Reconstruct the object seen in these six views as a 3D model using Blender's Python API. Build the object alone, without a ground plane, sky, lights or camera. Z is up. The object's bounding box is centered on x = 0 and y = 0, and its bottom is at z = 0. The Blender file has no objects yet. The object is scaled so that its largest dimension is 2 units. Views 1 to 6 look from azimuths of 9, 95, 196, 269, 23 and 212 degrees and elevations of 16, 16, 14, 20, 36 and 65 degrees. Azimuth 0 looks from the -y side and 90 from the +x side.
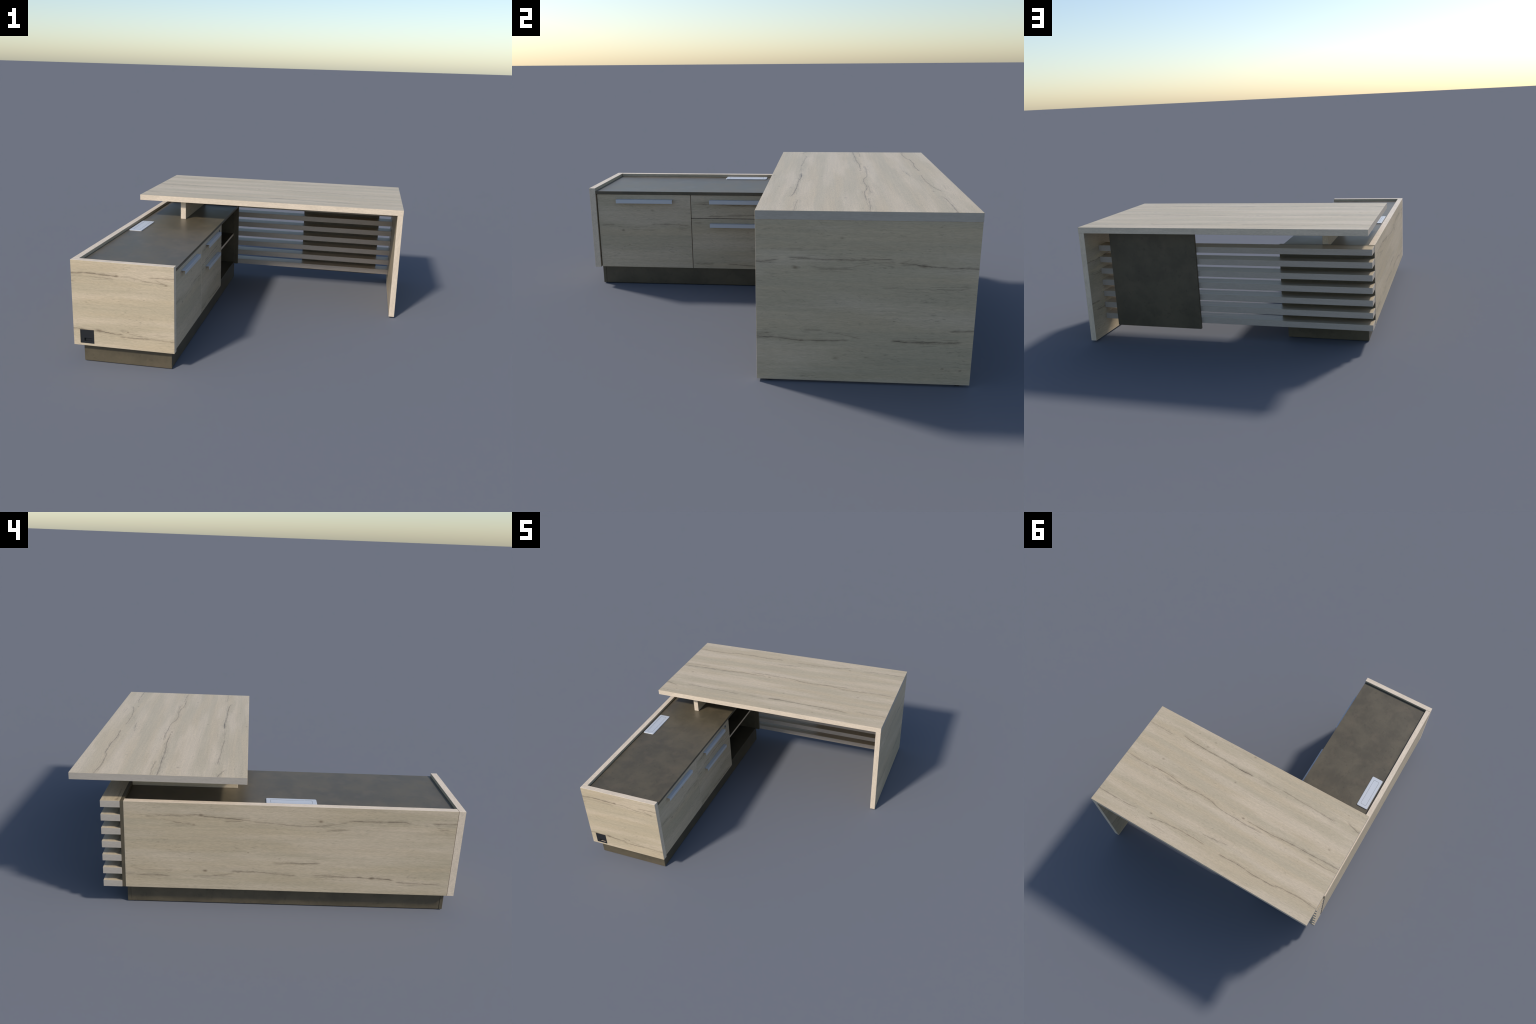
# L-shaped executive desk: oak-board desktop on a panel leg, resting on a long low
# return cabinet with a dark stone-look carcass, slatted modesty screen at the back.
# All sizes below are in millimetres of the real desk; S brings them to the scene scale.
import bpy, bmesh, math
from mathutils import Vector

S = 2.0 / 2034.0          # the desk is 2034 mm deep and 2.00 m in the scene
BEVEL = 0.7               # arris of the boards

# --------------------------------------------------------------------------- node helpers
class Graph:
    """Small expression builder on a material's node tree."""
    def __init__(self, name):
        self.mat = bpy.data.materials.new(name)
        self.mat.use_nodes = True
        self.t = self.mat.node_tree
        self.t.nodes.clear()
        self.out = self.t.nodes.new("ShaderNodeOutputMaterial")
        self.bsdf = self.t.nodes.new("ShaderNodeBsdfPrincipled")
        self.t.links.new(self.bsdf.outputs[0], self.out.inputs[0])

    def put(self, sock, val):
        if isinstance(val, bpy.types.NodeSocket):
            self.t.links.new(val, sock)
        elif val is not None:
            sock.default_value = val

    def m(self, op, a, b=None, c=None):
        n = self.t.nodes.new("ShaderNodeMath"); n.operation = op
        for i, v in enumerate((a, b, c)):
            self.put(n.inputs[i], v)
        return n.outputs[0]

    def add(self, a, b): return self.m("ADD", a, b)
    def sub(self, a, b): return self.m("SUBTRACT", a, b)
    def mul(self, a, b): return self.m("MULTIPLY", a, b)

    def step(self, x, lo, hi, a=0.0, b=1.0):
        n = self.t.nodes.new("ShaderNodeMapRange"); n.interpolation_type = "SMOOTHSTEP"
        for i, v in enumerate((x, lo, hi, a, b)):
            self.put(n.inputs[i], v)
        return n.outputs[0]

    def xyz(self, x, y, z=0.0):
        n = self.t.nodes.new("ShaderNodeCombineXYZ")
        for i, v in enumerate((x, y, z)):
            self.put(n.inputs[i], v)
        return n.outputs[0]

    def noise(self, vec, scale=1.0, detail=2.0, rough=0.5, distort=0.0, dims="3D"):
        n = self.t.nodes.new("ShaderNodeTexNoise"); n.noise_dimensions = dims
        self.put(n.inputs["Vector"], vec)
        n.inputs["Scale"].default_value = scale
        n.inputs["Detail"].default_value = detail
        n.inputs["Roughness"].default_value = rough
        n.inputs["Distortion"].default_value = distort
        return n.outputs["Fac"]

    def voronoi(self, vec, scale=1.0):
        n = self.t.nodes.new("ShaderNodeTexVoronoi")
        self.put(n.inputs["Vector"], vec); n.inputs["Scale"].default_value = scale
        return n.outputs["Distance"], n.outputs["Color"]

    def mix(self, f, a, b, mode="MIX"):
        n = self.t.nodes.new("ShaderNodeMix"); n.data_type = "RGBA"; n.blend_type = mode
        self.put(n.inputs[0], f)
        for i, v in ((6, a), (7, b)):
            self.put(n.inputs[i], (*v, 1) if isinstance(v, tuple) else v)
        return n.outputs[2]

    def curve(self, x, pts):
        n = self.t.nodes.new("ShaderNodeFloatCurve")
        self.put(n.inputs["Value"], x)
        c = n.mapping.curves[0]
        while len(c.points) < len(pts):
            c.points.new(0.5, 0.5)
        for p, (a, b) in zip(c.points, pts):
            p.location = (a, b); p.handle_type = "AUTO"
        n.mapping.update()
        return n.outputs[0]

    def bump(self, height, strength, dist):
        n = self.t.nodes.new("ShaderNodeBump")
        n.inputs["Strength"].default_value = strength
        n.inputs["Distance"].default_value = dist
        self.put(n.inputs["Height"], height)
        self.put(self.bsdf.inputs["Normal"], n.outputs[0])

    def coords(self, centre, axes, wobble=False):
        """Object coordinates in real millimetres, as (along grain, across grain, depth)."""
        tc = self.t.nodes.new("ShaderNodeTexCoord")
        sp = self.t.nodes.new("ShaderNodeSeparateXYZ")
        self.t.links.new(tc.outputs["Object"], sp.inputs[0])
        res = []
        for ax in axes:
            i = "xyz".index(ax)
            res.append(self.m("MULTIPLY_ADD", sp.outputs[i], 1.0 / S, float(centre[i])))
        if wobble:
            oi = self.t.nodes.new("ShaderNodeObjectInfo")
            res[1] = self.m("MULTIPLY_ADD", oi.outputs["Random"], 700.0, res[1])
        return res


# --------------------------------------------------------------------------- materials
OAK_A = (0.520, 0.412, 0.272)      # warm beige
OAK_B = (0.478, 0.390, 0.264)      # greenish grey-beige
OAK_C = (0.610, 0.492, 0.355)      # pale, slightly pink
OAK_CRACK = (0.085, 0.060, 0.040)
OAK_KNOT = (0.135, 0.082, 0.045)
OAK_STAIN = (0.250, 0.180, 0.115)
EDGE_A = (0.775, 0.632, 0.478)
EDGE_B = (0.615, 0.500, 0.374)
STONE_A = (0.110, 0.088, 0.054)
STONE_B = (0.083, 0.067, 0.042)
STONE_C = (0.124, 0.095, 0.059)
OAK_ROUGH, STONE_ROUGH = 0.42, 0.40


def run_out(cracks, lo, hi):
    """Cracks that end at a board's edge run off it instead of fading out before it."""
    res = []
    for pts, half, strength in cracks:
        pts = sorted(pts)
        if pts[0][0] < lo + 12:
            pts = [(lo - 45, pts[0][1])] + pts[(1 if pts[0][0] <= lo else 0):]
        if pts[-1][0] > hi - 12:
            pts = pts[:(-1 if pts[-1][0] >= hi else None)] + [(hi + 45, pts[-1][1])]
        res.append((pts, half, strength))
    return res


def oak(name, centre, axes, cracks=(), knots=(), wobble=False):
    """Bleached oak board. cracks: (control points [(along, across)...], half width, strength);
    knots: (along, across, radius, strength)."""
    g = Graph(name)
    u, v, w = g.coords(centre, axes, wobble)
    seed = (centre[0] * 0.37 + centre[1] * 0.73 + centre[2] * 1.91) % 97.0
    # grain wanders gently along the board
    wa = g.noise(g.xyz(g.mul(u, 0.009), g.mul(v, 0.004), seed), 1, 2, 0.5)
    wb = g.noise(g.xyz(g.mul(u, 0.035), g.mul(v, 0.012), seed + 3), 1, 2, 0.5)
    off = g.add(g.mul(g.sub(wa, 0.5), 9.0), g.mul(g.sub(wb, 0.5), 5.0))
    wc = g.noise(g.xyz(g.mul(u, 0.11), g.mul(v, 0.03), seed + 5), 1, 1, 0.5)
    v2 = g.add(g.add(v, off), g.mul(g.sub(wc, 0.5), 2.4))
    # broad tone: bands of grey, beige and pale boards
    tone = g.noise(g.xyz(g.mul(u, 0.0009), g.mul(v2, 0.014), seed + 7), 1, 3, 0.55)
    tone2 = g.noise(g.xyz(g.mul(u, 0.0013), g.mul(v2, 0.0105), seed + 11), 1, 3, 0.55)
    col = g.mix(g.step(tone, 0.36, 0.62), OAK_A, OAK_B)
    col = g.mix(g.mul(g.step(tone2, 0.42, 0.66), 0.62), col, OAK_C)
    # streaks and fine grain
    st = g.noise(g.xyz(g.mul(u, 0.0028), g.mul(v2, 0.085), seed + 17), 1, 4, 0.6)
    fine = g.noise(g.xyz(g.mul(u, 0.038), g.mul(v2, 0.25), seed + 23), 1, 4, 0.7)
    pore = g.noise(g.xyz(g.mul(u, 0.036), g.mul(v2, 0.21), seed + 29), 1, 2, 0.5)
    dens = g.noise(g.xyz(g.mul(u, 0.006), g.mul(v2, 0.012), seed + 31), 1, 2, 0.5)
    val = g.add(g.m("MULTIPLY_ADD", g.sub(st, 0.5), 0.29, 1.0), g.mul(g.sub(fine, 0.5), 0.62))
    val = g.sub(val, g.mul(g.mul(g.step(pore, 0.58, 0.72), g.step(dens, 0.42, 0.68)), 0.26))
    # crosswise flecks (medullary rays)
    fl = g.noise(g.xyz(g.add(g.mul(u, 0.075), g.mul(v2, 0.085)), g.mul(v2, 0.03), seed + 37), 1, 2, 0.5)
    fm = g.noise(g.xyz(g.mul(u, 0.010), g.mul(v2, 0.016), seed + 41), 1, 1, 0.5)
    val = g.sub(val, g.mul(g.mul(g.step(fl, 0.60, 0.74), g.step(fm, 0.52, 0.66)), 0.13))
    # tiny pin knots
    vd, _ = g.voronoi(g.xyz(g.mul(u, 0.009), g.mul(v2, 0.013), seed), 1)
    pin = g.step(vd, 0.012, 0.042, 1.0, 0.0)
    val = g.sub(val, g.mul(pin, 0.22))

    line, halo, near = None, None, None
    wn = g.noise(g.xyz(g.mul(u, 0.022), g.mul(v, 0.02), seed + 43), 1, 2, 0.6)
    wid = g.m("MULTIPLY_ADD", g.step(wn, 0.30, 0.72), 1.35, 0.30)
    for pts, half, strength in cracks:
        pts = sorted(pts)
        u0, u1 = pts[0][0], pts[-1][0]
        lo, hi = min(p[1] for p in pts), max(p[1] for p in pts)
        t = g.m("DIVIDE", g.sub(u, float(u0)), float(u1 - u0))
        if hi - lo < 1:
            d = g.sub(v2, float(lo))
        else:
            cv = g.curve(t, [((p[0] - u0) / (u1 - u0), (p[1] - lo) / (hi - lo)) for p in pts])
            d = g.sub(v2, g.m("MULTIPLY_ADD", cv, float(hi - lo), float(lo)))
        d = g.m("ABSOLUTE", d)
        ease = min(0.35, 30.0 / (u1 - u0))
        mk = g.mul(g.step(t, 0.0, ease), g.step(t, 1.0 - ease, 1.0, 1.0, 0.0))
        ww = g.mul(g.mul(wid, half * 0.62), g.add(g.mul(mk, 0.8), 0.2))
        l = g.mul(g.mul(g.step(d, g.mul(ww, 0.25), ww, 1.0, 0.0), mk), strength)
        h = g.mul(g.mul(g.step(d, 0.0, g.add(g.mul(ww, 4.0), 5.0), 1.0, 0.0), mk), min(1.0, strength + 0.1))
        nb = g.mul(g.step(d, 2.0, 30.0, 1.0, 0.0), mk)
        near = nb if near is None else g.m("MAXIMUM", near, nb)
        line = l if line is None else g.m("MAXIMUM", line, l)
        halo = h if halo is None else g.m("MAXIMUM", halo, h)
    dot = None
    for ku, kv, r, strength in knots:
        du, dv = g.sub(u, float(ku)), g.sub(v, float(kv))
        rr = g.m("SQRT", g.add(g.mul(g.mul(du, du), 0.45), g.mul(g.mul(dv, dv), 1.4)))
        rr = g.add(rr, g.add(g.mul(g.sub(wb, 0.5), 10.0), g.mul(g.sub(fine, 0.5), 9.0)))
        h = g.mul(g.step(rr, 0.0, 1.15 * r, 1.0, 0.0), strength)
        ring = g.mul(g.mul(g.m("SINE", g.mul(rr, 0.7)), 0.022), g.step(rr, r, 4.5 * r, 1.0, 0.0))
        val = g.sub(val, ring)
        dot = h if dot is None else g.m("MAXIMUM", dot, h)
    if near is not None:      # hair lines gather along the cracks
        hl = g.noise(g.xyz(g.mul(u, 0.009), g.mul(v2, 0.20), seed + 47), 1, 2, 0.6)
        hl = g.mul(g.step(hl, 0.53, 0.64), near)
        val = g.sub(val, g.mul(hl, 0.24))
    hsv = g.t.nodes.new("ShaderNodeVectorMath"); hsv.operation = "SCALE"
    g.put(hsv.inputs[0], col); g.put(hsv.inputs["Scale"], val)
    col = hsv.outputs[0]
    if halo is not None:
        col = g.mix(g.mul(halo, 0.30), col, OAK_STAIN)
    if dot is not None:
        col = g.mix(g.mul(dot, 0.72), col, OAK_KNOT)
    if line is not None:
        col = g.mix(g.m("MINIMUM", g.mul(line, 0.95), 0.92), col, OAK_CRACK)
        val = g.sub(val, line)
    g.put(g.bsdf.inputs["Base Color"], col)
    g.bsdf.inputs["Roughness"].default_value = OAK_ROUGH
    g.bsdf.inputs["Specular IOR Level"].default_value = 0.5
    g.bump(val, 0.10, 0.0006)
    return g.mat


def edge_band(name, axes, light=EDGE_A, dark=EDGE_B):
    """Pale edge banding with short fine grain along the edge."""
    g = Graph(name)
    u, v, w = g.coords((0, 0, 0), axes)
    a = g.noise(g.xyz(g.mul(u, 0.05), g.mul(v, 0.22), g.mul(w, 0.22)), 1, 3, 0.6)
    b = g.noise(g.xyz(g.mul(u, 0.010), g.mul(v, 0.05), g.mul(w, 0.05)), 1, 2, 0.5)
    f = g.add(g.step(a, 0.30, 0.70, 0.0, 0.62), g.step(b, 0.35, 0.65, 0.0, 0.38))
    g.put(g.bsdf.inputs["Base Color"], g.mix(f, dark, light))
    g.bsdf.inputs["Roughness"].default_value = 0.45
    return g.mat


def stone(name):
    """Dark cloudy stone / oxidised metal laminate."""
    g = Graph(name)
    x, y, z = g.coords((0, 0, 0), "xyz")
    p = g.xyz(x, y, z)
    big = g.noise(p, 0.0055, 5, 0.62, 0.3)
    hue = g.noise(g.xyz(g.add(x, 500.0), y, z), 0.008, 3, 0.6)
    spot = g.noise(p, 0.045, 4, 0.65)
    fine = g.noise(p, 0.16, 2, 0.5)
    col = g.mix(g.step(big, 0.36, 0.64), STONE_B, STONE_A)
    col = g.mix(g.mul(g.step(hue, 0.50, 0.68), 0.55), col, STONE_C)
    val = g.sub(g.m("MULTIPLY_ADD", g.sub(fine, 0.5), 0.22, 1.0), g.mul(g.step(spot, 0.56, 0.72), 0.20))
    sc = g.t.nodes.new("ShaderNodeVectorMath"); sc.operation = "SCALE"
    g.put(sc.inputs[0], col); g.put(sc.inputs["Scale"], val)
    g.put(g.bsdf.inputs["Base Color"], sc.outputs[0])
    g.put(g.bsdf.inputs["Roughness"], g.m("MULTIPLY_ADD", big, 0.16, STONE_ROUGH - 0.08))
    return g.mat


def metal(name, colour, metallic, rough, axis="y"):
    """Brushed aluminium, brushed along one axis."""
    g = Graph(name)
    x, y, z = g.coords((0, 0, 0), "xyz")
    k = {a: (0.01 if a == axis else 1.2) for a in "xyz"}
    b = g.noise(g.xyz(g.mul(x, k["x"]), g.mul(y, k["y"]), g.mul(z, k["z"])), 1, 2, 0.6)
    g.put(g.bsdf.inputs["Base Color"], g.mix(b, tuple(c * 0.93 for c in colour), tuple(min(1, c * 1.07) for c in colour)))
    g.bsdf.inputs["Metallic"].default_value = metallic
    g.put(g.bsdf.inputs["Roughness"], g.m("MULTIPLY_ADD", b, 0.12, rough))
    return g.mat


def plain(name, colour, rough):
    g = Graph(name)
    x, y, z = g.coords((0, 0, 0), "xyz")
    n = g.noise(g.xyz(x, y, z), 0.25, 2, 0.5)
    g.put(g.bsdf.inputs["Base Color"], g.mix(n, tuple(c * 0.9 for c in colour), tuple(c * 1.1 for c in colour)))
    g.bsdf.inputs["Roughness"].default_value = rough
    return g.mat


M_STONE = stone("dark_stone_laminate")
M_EDGE = {a: edge_band("oak_edge_banding_" + a, {"x": "xyz", "y": "yzx", "z": "zxy"}[a]) for a in "xyz"}
M_END = edge_band("oak_end_banding", "yzx", (0.500, 0.435, 0.360), (0.430, 0.372, 0.305))
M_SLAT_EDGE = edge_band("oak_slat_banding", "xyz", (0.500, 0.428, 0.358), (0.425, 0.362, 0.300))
M_ALU = metal("brushed_aluminium", (0.585, 0.595, 0.615), 0.20, 0.34)
M_BLACK = plain("black_plastic", (0.013, 0.0135, 0.015), 0.45)
M_RUBBER = plain("black_rubber", (0.012, 0.012, 0.013), 0.6)
M_GAP = plain("dark_slot", (0.02, 0.02, 0.02), 0.7)
M_LOCK = metal("dark_steel", (0.16, 0.18, 0.23), 0.6, 0.35)


# --------------------------------------------------------------------------- object helpers
desk = bpy.data.objects.new("office_desk", None)
bpy.context.scene.collection.objects.link(desk)
desk["label"] = "L-shaped office desk in bleached oak with dark stone-look cabinet"
desk["category"] = "office desk"


def finish(name, bm, centre, mats, parent):
    me = bpy.data.meshes.new(name)
    bm.normal_update(); bm.to_mesh(me); bm.free()
    for m in mats:
        me.materials.append(m)
    ob = bpy.data.objects.new(name, me)
    bpy.context.scene.collection.objects.link(ob)
    place(ob, centre, parent)
    return ob


def place(ob, centre, parent):
    ob.parent = parent
    base = Vector(parent["at"]) if "at" in parent else Vector((0, 0, 0))
    ob.location = (Vector(centre) - base) * S
    ob["at"] = [float(c) for c in centre]


def box_bm(size, bevel=BEVEL):
    bm = bmesh.new()
    bmesh.ops.create_cube(bm, size=1.0)
    bmesh.ops.scale(bm, vec=Vector(size) * S, verts=bm.verts)
    return bm


def do_bevel(bm, width, seg=1, edges=None):
    bmesh.ops.bevel(bm, geom=edges or bm.edges[:], offset=width * S, segments=seg, profile=0.5, affect="EDGES", material=-1)


def centre_of(b):
    return tuple((b[i] + b[i + 3]) / 2 for i in range(3))


def board(name, b, face, parent=None, thin=None, edge=None, ends=None, bevel=BEVEL):
    """A board between corners (x0, y0, z0, x1, y1, z1). With `thin` given, the faces
    across that axis carry the board's face and the others edge banding."""
    c = centre_of(b)
    size = tuple(b[i + 3] - b[i] for i in range(3))
    bm = box_bm(size)
    mats = [face]
    if thin is not None:
        i = "xyz".index(thin)
        mats.append(edge)
        for f in bm.faces:
            f.normal_update()
            f.material_index = 0 if abs(f.normal[i]) > 0.5 else 1
            if ends is not None and abs(f.normal.x) > 0.5:
                f.material_index = 2
        if ends is not None:
            mats.append(ends)
    do_bevel(bm, bevel)
    return finish(name, bm, c, mats, parent or desk)


def disc(name, c, radius, height, axis, mat, parent, bevel=0.6, seg=32):
    bm = bmesh.new()
    bmesh.ops.create_cone(bm, cap_ends=True, segments=seg, radius1=radius * S, radius2=radius * S, depth=height * S)
    rim = [e for e in bm.edges if len({round(v.co.z, 7) for v in e.verts}) == 1]
    if bevel:
        do_bevel(bm, bevel, 2, rim)
    if axis == "x":
        bmesh.ops.rotate(bm, matrix=__import__("mathutils").Matrix.Rotation(math.pi / 2, 3, "Y"), verts=bm.verts)
    return finish(name, bm, c, [mat], parent)


def round_rect(hx, hy, r, n=8):
    pts = []
    for cx, cy, a0 in ((hx - r, hy - r, 0), (-hx + r, hy - r, 90), (-hx + r, -hy + r, 180), (hx - r, -hy + r, 270)):
        for k in range(n + 1):
            a = math.radians(a0 + 90.0 * k / n)
            pts.append((cx + r * math.cos(a), cy + r * math.sin(a)))
    return pts


def extrude_outline(bm, pts, z0, z1, to3):
    """Closed prism over an outline; to3 maps (a, b, c) to a local vector in mm."""
    lo = [bm.verts.new(Vector(to3(a, b, z0)) * S) for a, b in pts]
    hi = [bm.verts.new(Vector(to3(a, b, z1)) * S) for a, b in pts]
    bm.faces.new(lo[::-1]); bm.faces.new(hi)
    n = len(pts)
    for i in range(n):
        bm.faces.new((lo[i], lo[(i + 1) % n], hi[(i + 1) % n], hi[i]))


# --------------------------------------------------------------------------- desktop and leg
top_box = (-900, 117, 713.9, 900, 1017, 751)
top_cracks = [
    ([(624, 236), (575, 252), (388, 262), (223, 264), (71, 272), (-39, 267)], 2.6, 0.95),
    ([(110, 270), (40, 270), (-30, 268)], 4.5, 0.75),
    ([(-40, 268), (-257, 262)], 1.2, 0.35),
    ([(-257, 256), (-439, 266), (-602, 272), (-729, 282)], 1.9, 0.75),
    ([(-780, 234), (-830, 247), (-896, 267)], 2.4, 0.8),
    ([(896, 273), (787, 276), (672, 279)], 1.9, 0.7),
    ([(896, 578), (764, 582), (616, 587)], 2.0, 0.8),
    ([(696, 576), (498, 576), (361, 593), (212, 586), (61, 608), (-108, 618), (-314, 619)], 2.2, 0.85),
    ([(560, 592), (430, 602), (300, 598)], 1.6, 0.6),
    ([(-160, 590), (-297, 591), (-520, 580), (-702, 577), (-894, 573)], 2.4, 0.9),
    ([(-660, 600), (-780, 612), (-890, 606)], 1.7, 0.55),
    ([(903, 913), (708, 918), (560, 895)], 1.9, 0.75),
    ([(464, 932), (303, 899), (159, 891), (-14, 894)], 2.0, 0.8),
    ([(62, 834), (-160, 815)], 1.8, 0.7),
    ([(-117, 907), (-284, 896), (-431, 904), (-596, 899)], 2.6, 0.9),
    ([(-560, 899), (-766, 882), (-893, 890)], 2.0, 0.75),
    ([(420, 955), (250, 962)], 1.2, 0.4),
]
top_knots = [(456, 889, 9, 0.8), (-136, 587, 11, 0.9), (-775, 482, 11, 0.55), (631, 487, 12, 0.5),
             (-776, 185, 6, 0.5), (380, 357, 7, 0.5), (365, 177, 8, 0.65), (44, 130, 8, 0.5),
             (65, 378, 7, 0.45), (515, 170, 5, 0.5), (30, 270, 18, 0.45), (400, 235, 12, 0.45)]
desktop = board("desktop", top_box, oak("oak_desktop", centre_of(top_box), "xyz", run_out(top_cracks, -900, 900), top_knots),
                thin="z", edge=M_EDGE["x"], ends=M_END)

leg_box = (862.5, 117.3, 7.8, 899, 1016.2, 713.6)
leg_cracks = [
    ([(119, 538), (224, 553)], 2.2, 0.65), ([(240, 560), (346, 552), (488, 549), (629, 553), (685, 559)], 2.2, 0.7),
    ([(690, 540), (791, 531), (882, 524), (1013, 523)], 2.6, 0.8), ([(119, 220), (186, 224)], 2.4, 0.8),
    ([(122, 206), (238, 200), (350, 193), (520, 198)], 2.4, 0.8), ([(670, 199), (847, 197), (983, 205)], 2.8, 0.9),
    ([(905, 246), (1005, 253)], 2.2, 0.75), ([(401, 235), (497, 218), (571, 204)], 1.8, 0.5),
    ([(300, 232), (360, 240), (420, 225)], 1.6, 0.4), ([(330, 525), (450, 512), (560, 530), (700, 545)], 1.4, 0.35),
    ([(160, 600), (300, 590), (420, 600)], 1.2, 0.3), ([(620, 440), (800, 430), (1000, 445)], 1.2, 0.3),
]
leg_knots = [(282, 515, 11, 0.8), (468, 641, 10, 0.45), (798, 529, 12, 0.7), (452, 115, 12, 0.5), (306, 192, 9, 0.6),
             (974, 74, 7, 0.7), (898, 80, 6, 0.6), (645, 518, 6, 0.5)]
leg = board("panel_leg", leg_box, oak("oak_panel_leg", centre_of(leg_box), "yzx", run_out(leg_cracks, 117, 1016), leg_knots),
            thin="x", edge=M_EDGE["z"])
for y in (167, 968):
    disc("foot_glide", (881, y, 4), 12, 8, "z", M_RUBBER, leg)

# --------------------------------------------------------------------------- return cabinet
end_box = (-900, -1014.8, 110, -321, -979, 603.6)
end_cracks = [
    ([(-899, 529), (-815, 535), (-715, 531), (-646, 529), (-612, 526)], 2.8, 0.9),
    ([(-640, 527), (-548, 524), (-463, 511), (-358, 499)], 1.5, 0.5),
    ([(-471, 534), (-404, 535), (-316, 537)], 2.4, 0.85), ([(-440, 534), (-420, 522), (-362, 500), (-345, 498)], 1.8, 0.6),
    ([(-900, 484), (-868, 484)], 2.2, 0.8), ([(-896, 512), (-780, 516), (-640, 506)], 1.3, 0.4),
    ([(-900, 212), (-808, 206), (-736, 204), (-666, 195), (-600, 196)], 2.6, 0.85),
    ([(-645, 183), (-578, 180), (-517, 181), (-426, 183), (-361, 178), (-318, 177)], 2.3, 0.75),
    ([(-640, 215), (-560, 200), (-480, 190)], 1.5, 0.45), ([(-460, 215), (-380, 208), (-335, 210)], 1.4, 0.45),
]
end_knots = [(-750, 205, 14, 0.7), (-584, 211, 8, 0.65), (-366, 498, 9, 0.55), (-640, 529, 12, 0.5)]
end_panel = board("end_panel", end_box, oak("oak_end_panel", centre_of(end_box), "xzy", run_out(end_cracks, -900, -321), end_knots),
                  thin="y", edge=M_EDGE["x"])

side_box = (-900, -977.4, 110, -864, 747.6, 603.6)
side_cracks = [
    ([(600, 530), (348, 540)], 2.1, 0.75), ([(380, 537), (203, 525), (75, 514)], 2.6, 0.85),
    ([(240, 508), (120, 512)], 1.8, 0.7), ([(100, 514), (-61, 501), (-199, 494), (-290, 502), (-425, 528)], 1.6, 0.6),
    ([(-400, 526), (-500, 532), (-608, 533), (-746, 530)], 2.6, 0.85), ([(-285, 472), (-438, 482)], 2.0, 0.65),
    ([(-837, 533), (-971, 530)], 2.2, 0.75), ([(-870, 497), (-955, 494)], 1.8, 0.55),
    ([(-860, 530), (-880, 510), (-930, 494)], 1.6, 0.45), ([(-20, 278), (-166, 278), (-296, 287)], 2.4, 0.8),
    ([(748, 200), (608, 183), (500, 186)], 1.9, 0.7), ([(400, 184), (345, 185), (158, 212)], 1.4, 0.5),
    ([(200, 214), (90, 219), (-40, 212), (-170, 206)], 2.4, 0.8),
    ([(-230, 208), (-292, 208), (-425, 204), (-557, 201), (-691, 190)], 2.7, 0.9),
    ([(-680, 181), (-949, 175)], 2.0, 0.65), ([(560, 512), (480, 496), (384, 484)], 1.9, 0.55),
    ([(720, 228), (600, 214), (480, 232)], 1.5, 0.4), ([(300, 196), (200, 190)], 1.6, 0.5),
    ([(650, 522), (560, 524)], 1.4, 0.4),
]
side_knots = [(351, 540, 10, 0.8), (-272, 523, 11, 0.85), (325, 219, 11, 0.95), (-562, 201, 13, 0.8), (-66, 302, 9, 0.45),
              (100, 333, 5, 0.6), (385, 484, 10, 0.5)]
side_panel = board("side_panel", side_box, oak("oak_side_panel", centre_of(side_box), "yzx", run_out(side_cracks, -977, 748), side_knots),
                   thin="x", edge=M_EDGE["y"])

# dark panel closing the cabinet towards the slats
back_panel = board("rear_panel", (-899.5, 748, 110, -320.5, 765.6, 604), M_STONE)

# carcass boards, all in the dark laminate
carcass = board("cabinet_floor", (-863.5, -978, 110.4, -347.5, 747, 128), M_STONE)
for y0, y1 in ((-977.5, -961), (-411, -393), (151, 168.5), (729, 746.8)):
    board("cabinet_partition", (-863, y0, 128.3, -347.2, y1, 567.6), M_STONE, carcass)
board("cabinet_backboard", (-863.2, -960.7, 128.4, -857, 728.7, 567.5), M_STONE, carcass)
shelf = board("shelf", (-856, 169, 345.5, -354, 728.6, 363.5), M_STONE, carcass, thin="z", edge=M_EDGE["y"])

countertop = board("countertop", (-863.6, -978.2, 568, -323, 747.4, 586), M_STONE)

# plinth: two end boards with the long boards set slightly back between them
plinth = board("plinth", (-858, -977, 1.8, -348, -959.3, 110), M_STONE)
board("plinth_board", (-858, 729.3, 1.8, -348, 747, 110), M_STONE, plinth)
board("plinth_board", (-856.5, -959, 1.8, -839, 729, 110), M_STONE, plinth)
board("plinth_board", (-367, -959, 1.8, -349.3, 729, 110), M_STONE, plinth)
for x in (-848, -358):
    for y in (-940, 710):
        disc("foot_glide", (x, y, 1.0), 8, 2.0, "z", M_RUBBER, plinth, bevel=0)

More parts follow.
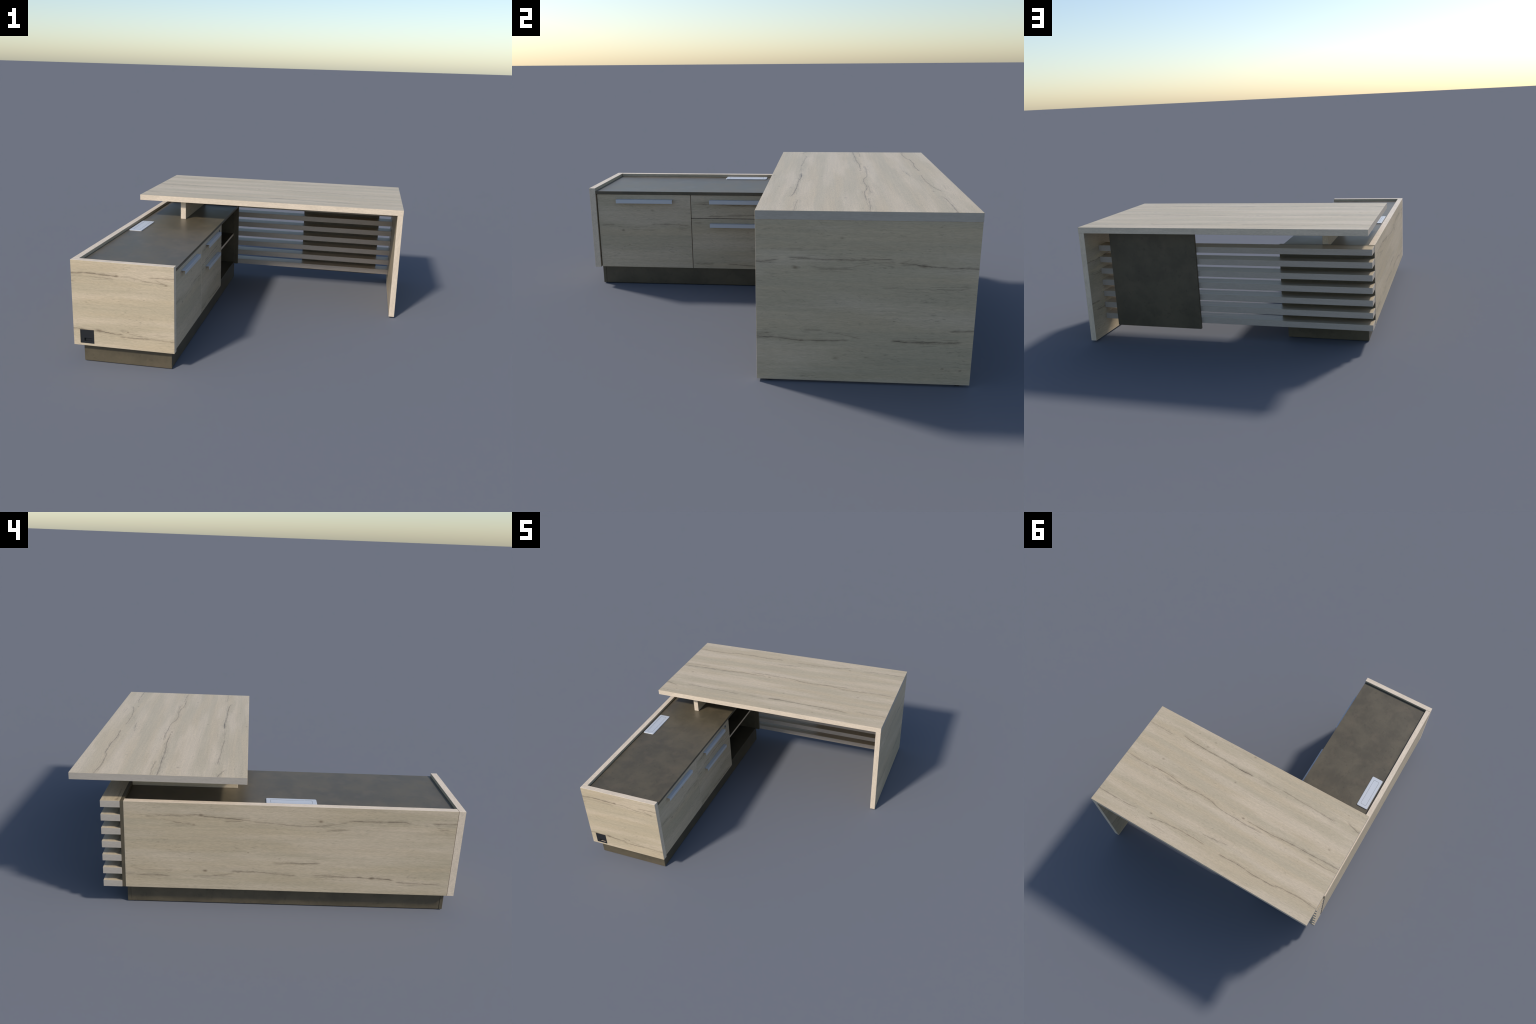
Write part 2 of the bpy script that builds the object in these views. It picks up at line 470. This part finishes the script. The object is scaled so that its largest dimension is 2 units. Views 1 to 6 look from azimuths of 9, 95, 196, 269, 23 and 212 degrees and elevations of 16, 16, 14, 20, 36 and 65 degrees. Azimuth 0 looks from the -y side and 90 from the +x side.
# fronts
door_box = (-347, -972, 112, -329, -403.2, 566)
door = board("door", door_box, oak("oak_door", centre_of(door_box), "yzx", [
    ([(-972, 375), (-860, 378)], 1.7, 0.6), ([(-870, 372), (-760, 366), (-651, 381)], 1.3, 0.4),
    ([(-660, 381), (-532, 383), (-404, 379)], 2.2, 0.75), ([(-500, 362), (-404, 366)], 1.8, 0.55),
    ([(-780, 340), (-700, 352), (-600, 344)], 1.3, 0.35)],
    [(-823, 346, 10, 0.85), (-636, 469, 10, 0.5), (-790, 255, 5, 0.5)]), thin="x", edge=M_EDGE["z"])
drawer_box = (-347, -399.2, 426.8, -329, 170, 566)
drawer = board("drawer_front", drawer_box, oak("oak_top_drawer", centre_of(drawer_box), "yzx", [
    ([(-399, 510), (-270, 514), (-163, 507), (5, 501), (110, 496)], 2.4, 0.85),
    ([(-310, 438), (-170, 440), (-37, 444)], 2.0, 0.7), ([(-200, 447), (-60, 446), (60, 440)], 2.0, 0.7),
    ([(20, 476), (165, 470)], 1.6, 0.5)], [(-300, 490, 7, 0.3)]), thin="x", edge=M_EDGE["z"])
drawer2_box = (-347, -399.2, 112, -329, 170, 422.5)
drawer2 = board("drawer_front", drawer2_box, oak("oak_bottom_drawer", centre_of(drawer2_box), "yzx", [
    ([(-399, 398), (-326, 395)], 2.0, 0.65), ([(-399, 137), (-259, 143)], 2.2, 0.75),
    ([(-200, 140), (-150, 139), (-20, 133), (140, 130)], 2.6, 0.85), ([(-60, 232), (90, 228)], 1.4, 0.4)],
    [(-120, 370, 6, 0.6), (-60, 340, 6, 0.35)]), thin="x", edge=M_EDGE["z"])


def handle(y0, y1, z, parent):
    """Folded aluminium pull: a ledge from the front and a lip turned down."""
    prof = [(0.2, 0), (25, 0), (25, -22), (22.6, -22), (22.6, -2.6), (0.2, -2.6)]
    bm = bmesh.new()
    half = (y1 - y0) / 2
    extrude_outline(bm, prof, -half, half, lambda a, b, c: (a - 12.5, c, b + 11))
    bmesh.ops.recalc_face_normals(bm, faces=bm.faces[:])
    do_bevel(bm, 0.5)
    finish("handle", bm, (-329 + 12.5, (y0 + y1) / 2, z - 11), [M_ALU], parent)


handle(-851, -509, 538.5, door)
handle(-286, 56, 538.5, drawer)
handle(-286, 56, 396, drawer2)

lock = disc("lock", (-328, 102, 532), 9.5, 5, "x", M_LOCK, drawer, bevel=1.0)
board("keyhole", (-325.6, 101, 528, -325.1, 103, 536), M_GAP, drawer, bevel=0.1)

# cable flap set in the countertop
bm = bmesh.new()
pc = (-806.5, -119, 588.6)
outer, ring = round_rect(42.5, 133.5, 8), round_rect(21.6, 110.3, 4)
inner = round_rect(20.4, 109.1, 3.4)
up = lambda a, b, c: (a, b, c)
# raised frame with the flap's groove running round it
rows = [(outer, -2.5), (outer, 1.4), (round_rect(41.3, 132.3, 7), 2.5), (ring, 2.5), (ring, 0.6), (inner, 0.6), (inner, 2.3)]
loops = [[bm.verts.new(Vector((a, b, z)) * S) for a, b in pts] for pts, z in rows]
for i in range(len(loops) - 1):
    for k in range(len(loops[i])):
        k2 = (k + 1) % len(loops[i])
        f = bm.faces.new((loops[i][k], loops[i][k2], loops[i + 1][k2], loops[i + 1][k]))
        f.material_index = 1 if i in (3, 4, 5) else 0
bm.faces.new(loops[-1]); bm.faces.new(loops[0][::-1])
bmesh.ops.recalc_face_normals(bm, faces=bm.faces[:])
flap = finish("cable_flap", bm, pc, [M_ALU, M_GAP], countertop)

# cable outlet low on the end panel: square rosette, hinged flap with a slot at its foot
oc = (-821.5, -1014.8, 164.5)
bm = bmesh.new()
to_front = lambda a, b, c: (a, -c, b)
slot = [(-20, -27), (29, -27), (29, -9), (-13, -9), (-17, -11), (-19, -15)]
o_pts = [(-39.5, -39.5), (39.5, -39.5), (39.5, 39.5), (-39.5, 39.5)]


def ring_face(bm, pairs, c):
    for quad in pairs:
        bm.faces.new([bm.verts.new(Vector(to_front(a, b, c)) * S) for a, b in quad])


# frame: outer square to inner square, 6 mm wide, 2 mm proud
def square(h): return [(-h, -h), (h, -h), (h, h), (-h, h)]
rows = [(square(39.5), -1.0), (square(39.5), 2.2), (square(33.2), 2.2), (square(33.2), 1.0)]
loops = [[bm.verts.new(Vector(to_front(a, b, c)) * S) for a, b in pts] for pts, c in rows]
for i in range(3):
    for k in range(4):
        bm.faces.new((loops[i][k], loops[i][(k + 1) % 4], loops[i + 1][(k + 1) % 4], loops[i + 1][k]))
bmesh.ops.recalc_face_normals(bm, faces=bm.faces[:])
outlet = finish("cable_outlet", bm, oc, [M_BLACK], end_panel)


def bool_cut(ob, cutter_bm, centre, mat):
    """Cut a pocket and apply it."""
    me = bpy.data.meshes.new("pocket"); cutter_bm.normal_update(); cutter_bm.to_mesh(me); cutter_bm.free()
    me.materials.append(mat)
    cut = bpy.data.objects.new("pocket", me)
    bpy.context.scene.collection.objects.link(cut)
    cut.location = Vector(centre) * S
    md = ob.modifiers.new("cut", "BOOLEAN"); md.object = cut; md.operation = "DIFFERENCE"; md.solver = "EXACT"
    bpy.context.view_layer.update()
    dg = bpy.context.evaluated_depsgraph_get()
    new = bpy.data.meshes.new_from_object(ob.evaluated_get(dg))
    ob.modifiers.clear()
    old = ob.data; ob.data = new; new.name = old.name
    bpy.data.meshes.remove(old)
    bpy.data.objects.remove(cut); bpy.data.meshes.remove(me)


# pocket in the oak behind the slot; its floor shows as a lit ledge through the opening
bool_cut(end_panel, box_bm((50, 44, 23)), (oc[0] + 4.5, -1014.8, oc[2] - 19.5), M_EDGE["x"])

# flap plate with the slot left open: prism round the slot built from strips
bm = bmesh.new()
h = 33.1
for a0, b0, a1, b1 in ((-h, -9, h, h), (-h, -h, -16, -9.02), (-h + 17.12, -h, 29, -27), (29.02, -h, h, -9.02)):
    pts = [(a0, b0), (a1, b0), (a1, b1), (a0, b1)]
    extrude_outline(bm, pts, 0.2, 1.6, to_front)
bmesh.ops.recalc_face_normals(bm, faces=bm.faces[:])
finish("outlet_flap", bm, oc, [M_BLACK], end_panel)
# hinged lip drooping inside the slot
bm = bmesh.new()
extrude_outline(bm, [(-20.4, -8.2), (29.4, -8.2), (29.4, -29.5), (-20.4, -29.5)], -8.5, -6.5, to_front)
bmesh.ops.recalc_face_normals(bm, faces=bm.faces[:])
finish("outlet_lip", bm, oc, [M_BLACK], end_panel)

# --------------------------------------------------------------------------- between cabinet and desktop
sup_box = (-622, 167.5, 586.2, -586, 747.2, 713.6)
board("support_block", sup_box, oak("oak_support_block", centre_of(sup_box), "yzx", [
    ([(180, 700), (360, 668), (560, 655)], 1.6, 0.5), ([(500, 640), (740, 668)], 2.0, 0.6)], [(300, 630, 8, 0.4)]),
    thin="x", edge=M_EDGE["y"])

# --------------------------------------------------------------------------- slats and modesty panel
slat_box = (-900, 766, 567.2, 862.2, 866, 604)
sc = centre_of(slat_box)
M_SLAT = oak("oak_slat", (0, 0, 0), "xyz", [([(-881, -36), (-700, -30)], 2.5, 0.7), ([(-500, 12), (-250, 8)], 1.8, 0.5),
                                            ([(60, -20), (420, -26)], 1.8, 0.5)], [(-862, -30, 16, 0.6)])
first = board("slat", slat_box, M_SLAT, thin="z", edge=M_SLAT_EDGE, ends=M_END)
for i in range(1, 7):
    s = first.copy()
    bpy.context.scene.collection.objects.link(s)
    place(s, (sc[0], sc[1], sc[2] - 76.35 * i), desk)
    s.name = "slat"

board("modesty_panel", (184, 866.3, 74, 767, 884, 713.6), M_STONE)
for o in bpy.data.objects:
    if "at" in o:
        del o["at"]
